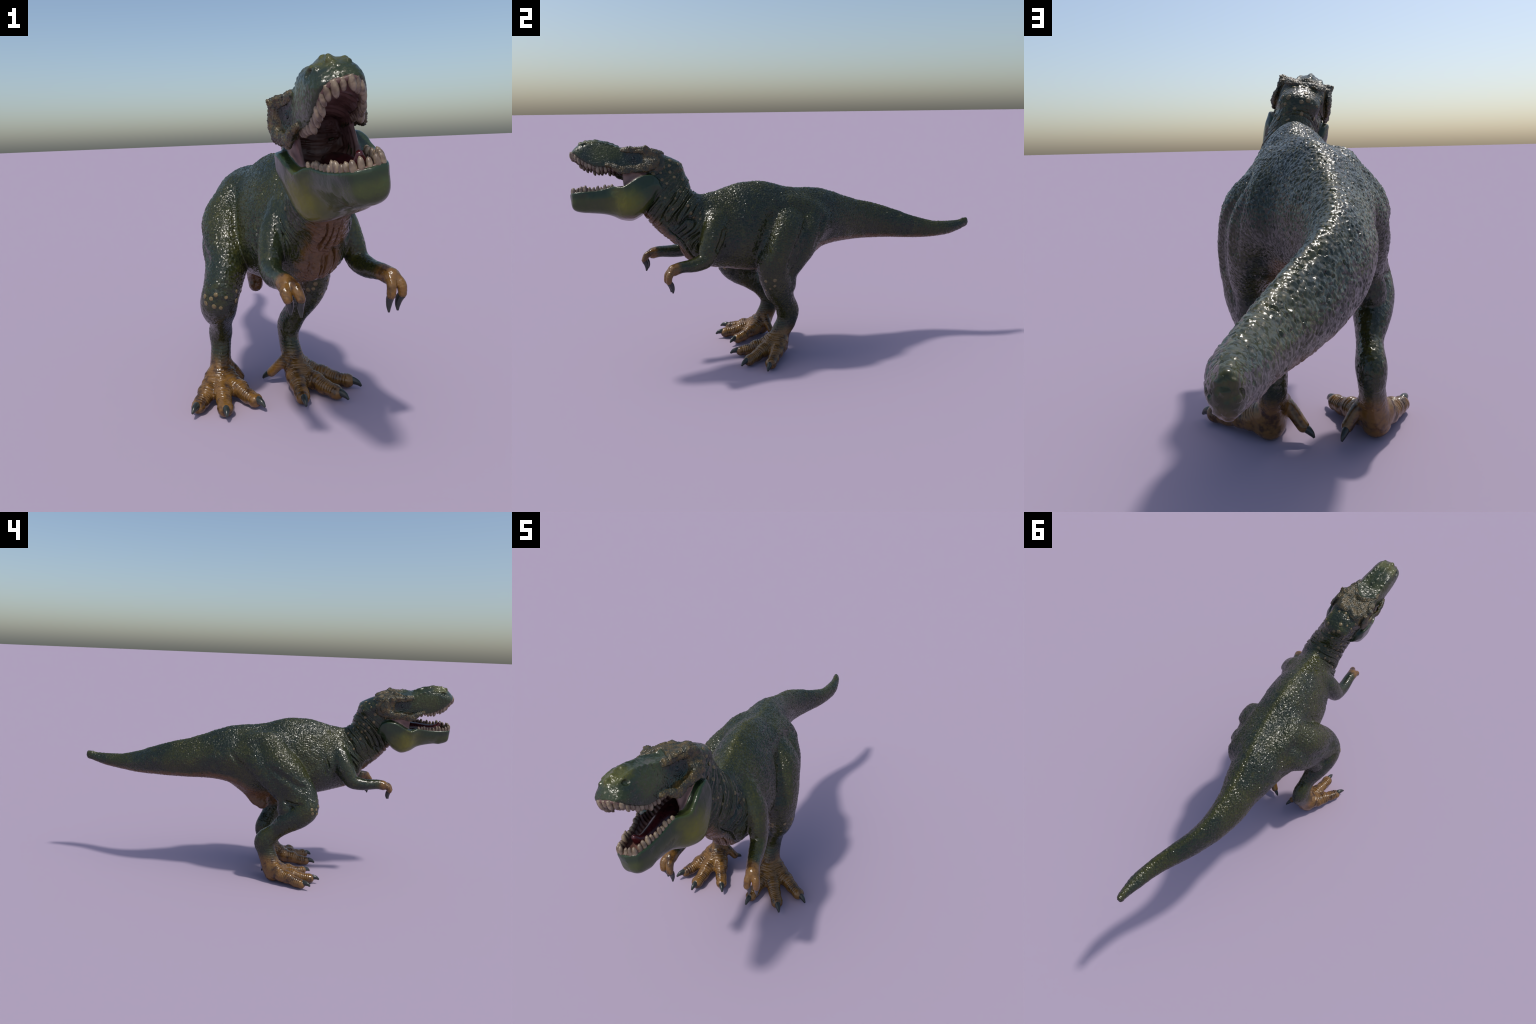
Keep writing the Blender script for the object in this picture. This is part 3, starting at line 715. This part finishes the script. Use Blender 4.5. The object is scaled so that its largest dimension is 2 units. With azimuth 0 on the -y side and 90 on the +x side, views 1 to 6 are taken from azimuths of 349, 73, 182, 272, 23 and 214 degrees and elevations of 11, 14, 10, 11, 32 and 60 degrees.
def claw(tb, parent, r, droop=.010):
    e, t = tb.end, tb.tip; d = t - e; L = np.linalg.norm(d); d = d/L
    side = np.cross(d, [0, 0, 1]); side = side/np.linalg.norm(side) if np.linalg.norm(side) > .2 else np.array([1., 0, 0])
    up = np.cross(side, d)
    path = [e + d*.004 + up*.002, e + d*L*.35 + up*droop*.9, e + d*L*.70 + up*droop*.8, t]
    link('claw', cone('claw', path, [r, r*.92, r*.66, r*.25], .85, side), parent, 'claw')
for tb in toesR: claw(tb, OBJ['hindlimb_right'], .0160)
for tb in toesL: claw(tb, OBJ['hindlimb_left'], .0160)
claw(hallR, OBJ['hindlimb_right'], .0125, .004); claw(hallL, OBJ['hindlimb_left'], .0125, .004)
for f in fingL: claw(f, OBJ['forelimb_left'], .0128, .007)
for f in fingR: claw(f, OBJ['forelimb_right'], .0128, .007)

def row(width, lipf, s0, s1, inset, n):
    """points along a tooth row, evenly spaced along the arch, left back -> front -> right back"""
    ss = np.linspace(s0, s1, 200); L = np.stack([ss, np.maximum(width(ss) - inset, 0), lipf(ss)], 1)
    A = np.vstack([L, L[::-1]*(1, -1, 1)]); arc = np.r_[0, np.cumsum(np.linalg.norm(np.diff(A, axis=0), axis=1))]
    return np.stack([np.interp(np.linspace(0, arc[-1], n), arc, A[:, i]) for i in range(3)], 1)
def teeth(R, up, parent, L0, r0, lean):
    for i, (s, t, h) in enumerate(R):
        u = i / (len(R) - 1); mid = 1 - abs(2*u - 1)
        L = L0*(.66 + .40*np.sin(min(1, mid*1.6)*np.pi*.5))*rng.uniform(.74, 1.12)
        tang = R[min(i+1, len(R)-1)] - R[max(i-1, 0)]; tang = tang[0]*HF + tang[1]*HL + tang[2]*HU; tang /= np.linalg.norm(tang)
        base = wld(s, t, h - up*.006); out = wld(s, t*1.0, h) - wld(min(s, .2), 0, h); out /= np.linalg.norm(out) + 1e-9
        ax = up*HU + out*lean - .12*HF + tang*rng.normal(0, .065) + out*rng.normal(0, .06); ax /= np.linalg.norm(ax)
        path = [base, base + ax*L*.45 + out*.001, base + ax*L*.8, base + ax*L - out*.001 - HF*.002]
        r = r0*rng.uniform(.88, 1.1)
        link('tooth', cone('tooth', path, [r*.85, r, r*.95, r*.68, r*.18], 1., tang, 10), parent, 'tooth')
    me = cone('gum', [wld(s, t, h - up*.001) for s, t, h in R], [.0065]*3, 1., HU, 8)
    g = link('gum', me, parent, 'gum')
up_row = row(sk_wb, sk_lip, .125, .2935, .0115, 27); lo_row = row(jw_w, jw_lip, .135, .300, .0135, 25)
lo_row[:, 1] += -.005 + .055*lo_row[:, 0]
up_row[:, 2] += .001; lo_row[:, 2] -= .002
teeth(up_row, -1, OBJ['head'], .032, .0086, .06); teeth(lo_row, 1, OBJ['lower_jaw'], .029, .0078, .10)

# tongue
me = cone('tongue', [wld(*p) for p in [(.0, .008, -.125), (.06, .009, -.132), (.13, .011, -.137), (.20, .012, -.138), (.238, .013, -.122), (.255, .013, -.096)]], [.02, .034, .034, .028, .018, .006], 1., HL, 16)
o = link('tongue', me, OBJ['lower_jaw'], 'tongue')
# eyes
def ball(name, c, r, parent, mat, nrm=None, flat=1., u=16, v=10):
    vs, fs = [], []
    if nrm is None: nrm = np.array([0, 0, 1.])
    a = np.cross(nrm, [.3, .5, .8]); a /= np.linalg.norm(a); b = np.cross(nrm, a)
    for i in range(v+1):
        ph = np.pi*i/v
        for j in range(u):
            th = 2*np.pi*j/u; vs.append(tuple(c + r*(np.sin(ph)*(np.cos(th)*a + np.sin(th)*b) + flat*np.cos(ph)*nrm)))
    for i in range(v):
        for j in range(u): fs.append((i*u+j, (i+1)*u+j, (i+1)*u+(j+1) % u, i*u+(j+1) % u))
    me = bpy.data.meshes.new(name); me.from_pydata(vs, [], fs); me.polygons.foreach_set('use_smooth', np.ones(len(fs), bool)); me.validate()
    return link(name, me, parent, mat)
from mathutils.bvhtree import BVHTree
hv = reg == 'head'; ids, inv = np.unique(Q[hv], return_inverse=True)
bv = BVHTree.FromPolygons(V[ids].tolist(), inv.reshape(-1, 4).tolist())
for m in (1, -1):
    p = wld(EYE[0], m*.12, EYE[2]); hit = bv.ray_cast(p.tolist(), (-m*HL).tolist())
    c = np.array(hit[0]) if hit[0] is not None else wld(EYE[0], m*EYE[1], EYE[2])
    ball('eye', c - m*HL*.0045, .009, OBJ['head'], 'eye')
# cream spots on neck back and knees: raised lens-shaped scutes
def scatter(keys, test, n, dmin, rr, parent_key):
    k = np.isin(reg, keys); cand = np.where(k)[0]; cand = cand[test(C[cand])]
    rng.shuffle(cand); got = []
    for i in cand:
        p = C[i]
        if all(np.linalg.norm(p - g) > dmin for g in got):
            got.append(p); nn = N[Q[i]].mean(0); nn = nn / np.linalg.norm(nn)
            r = rng.uniform(*rr); ball('spot', p - nn*r*.05, r, OBJ[parent_key], 'spot', nn.astype(float), .27, 10, 6)
        if len(got) >= n: break
def neck_test(P):
    q = -.75*P[:, 1] - .66*P[:, 2]
    return (P[:, 2] > .70) & (q < -.06 - .25*np.maximum(0, .8 - P[:, 2])) & (P[:, 1] < -.45)
scatter(['neck'], neck_test, 64, .021, (.005, .0095), 'neck')
scatter(['hindlimb_right'], lambda P: (P[:, 2] > .37) & (P[:, 2] < .435) & (P[:, 1] < -.24), 11, .019, (.006, .0095), 'hindlimb_right')
scatter(['hindlimb_left'], lambda P: (P[:, 2] > .35) & (P[:, 2] < .42) & (P[:, 1] < -.12), 11, .019, (.006, .0095), 'hindlimb_left')
print('done', time.time() - T0)
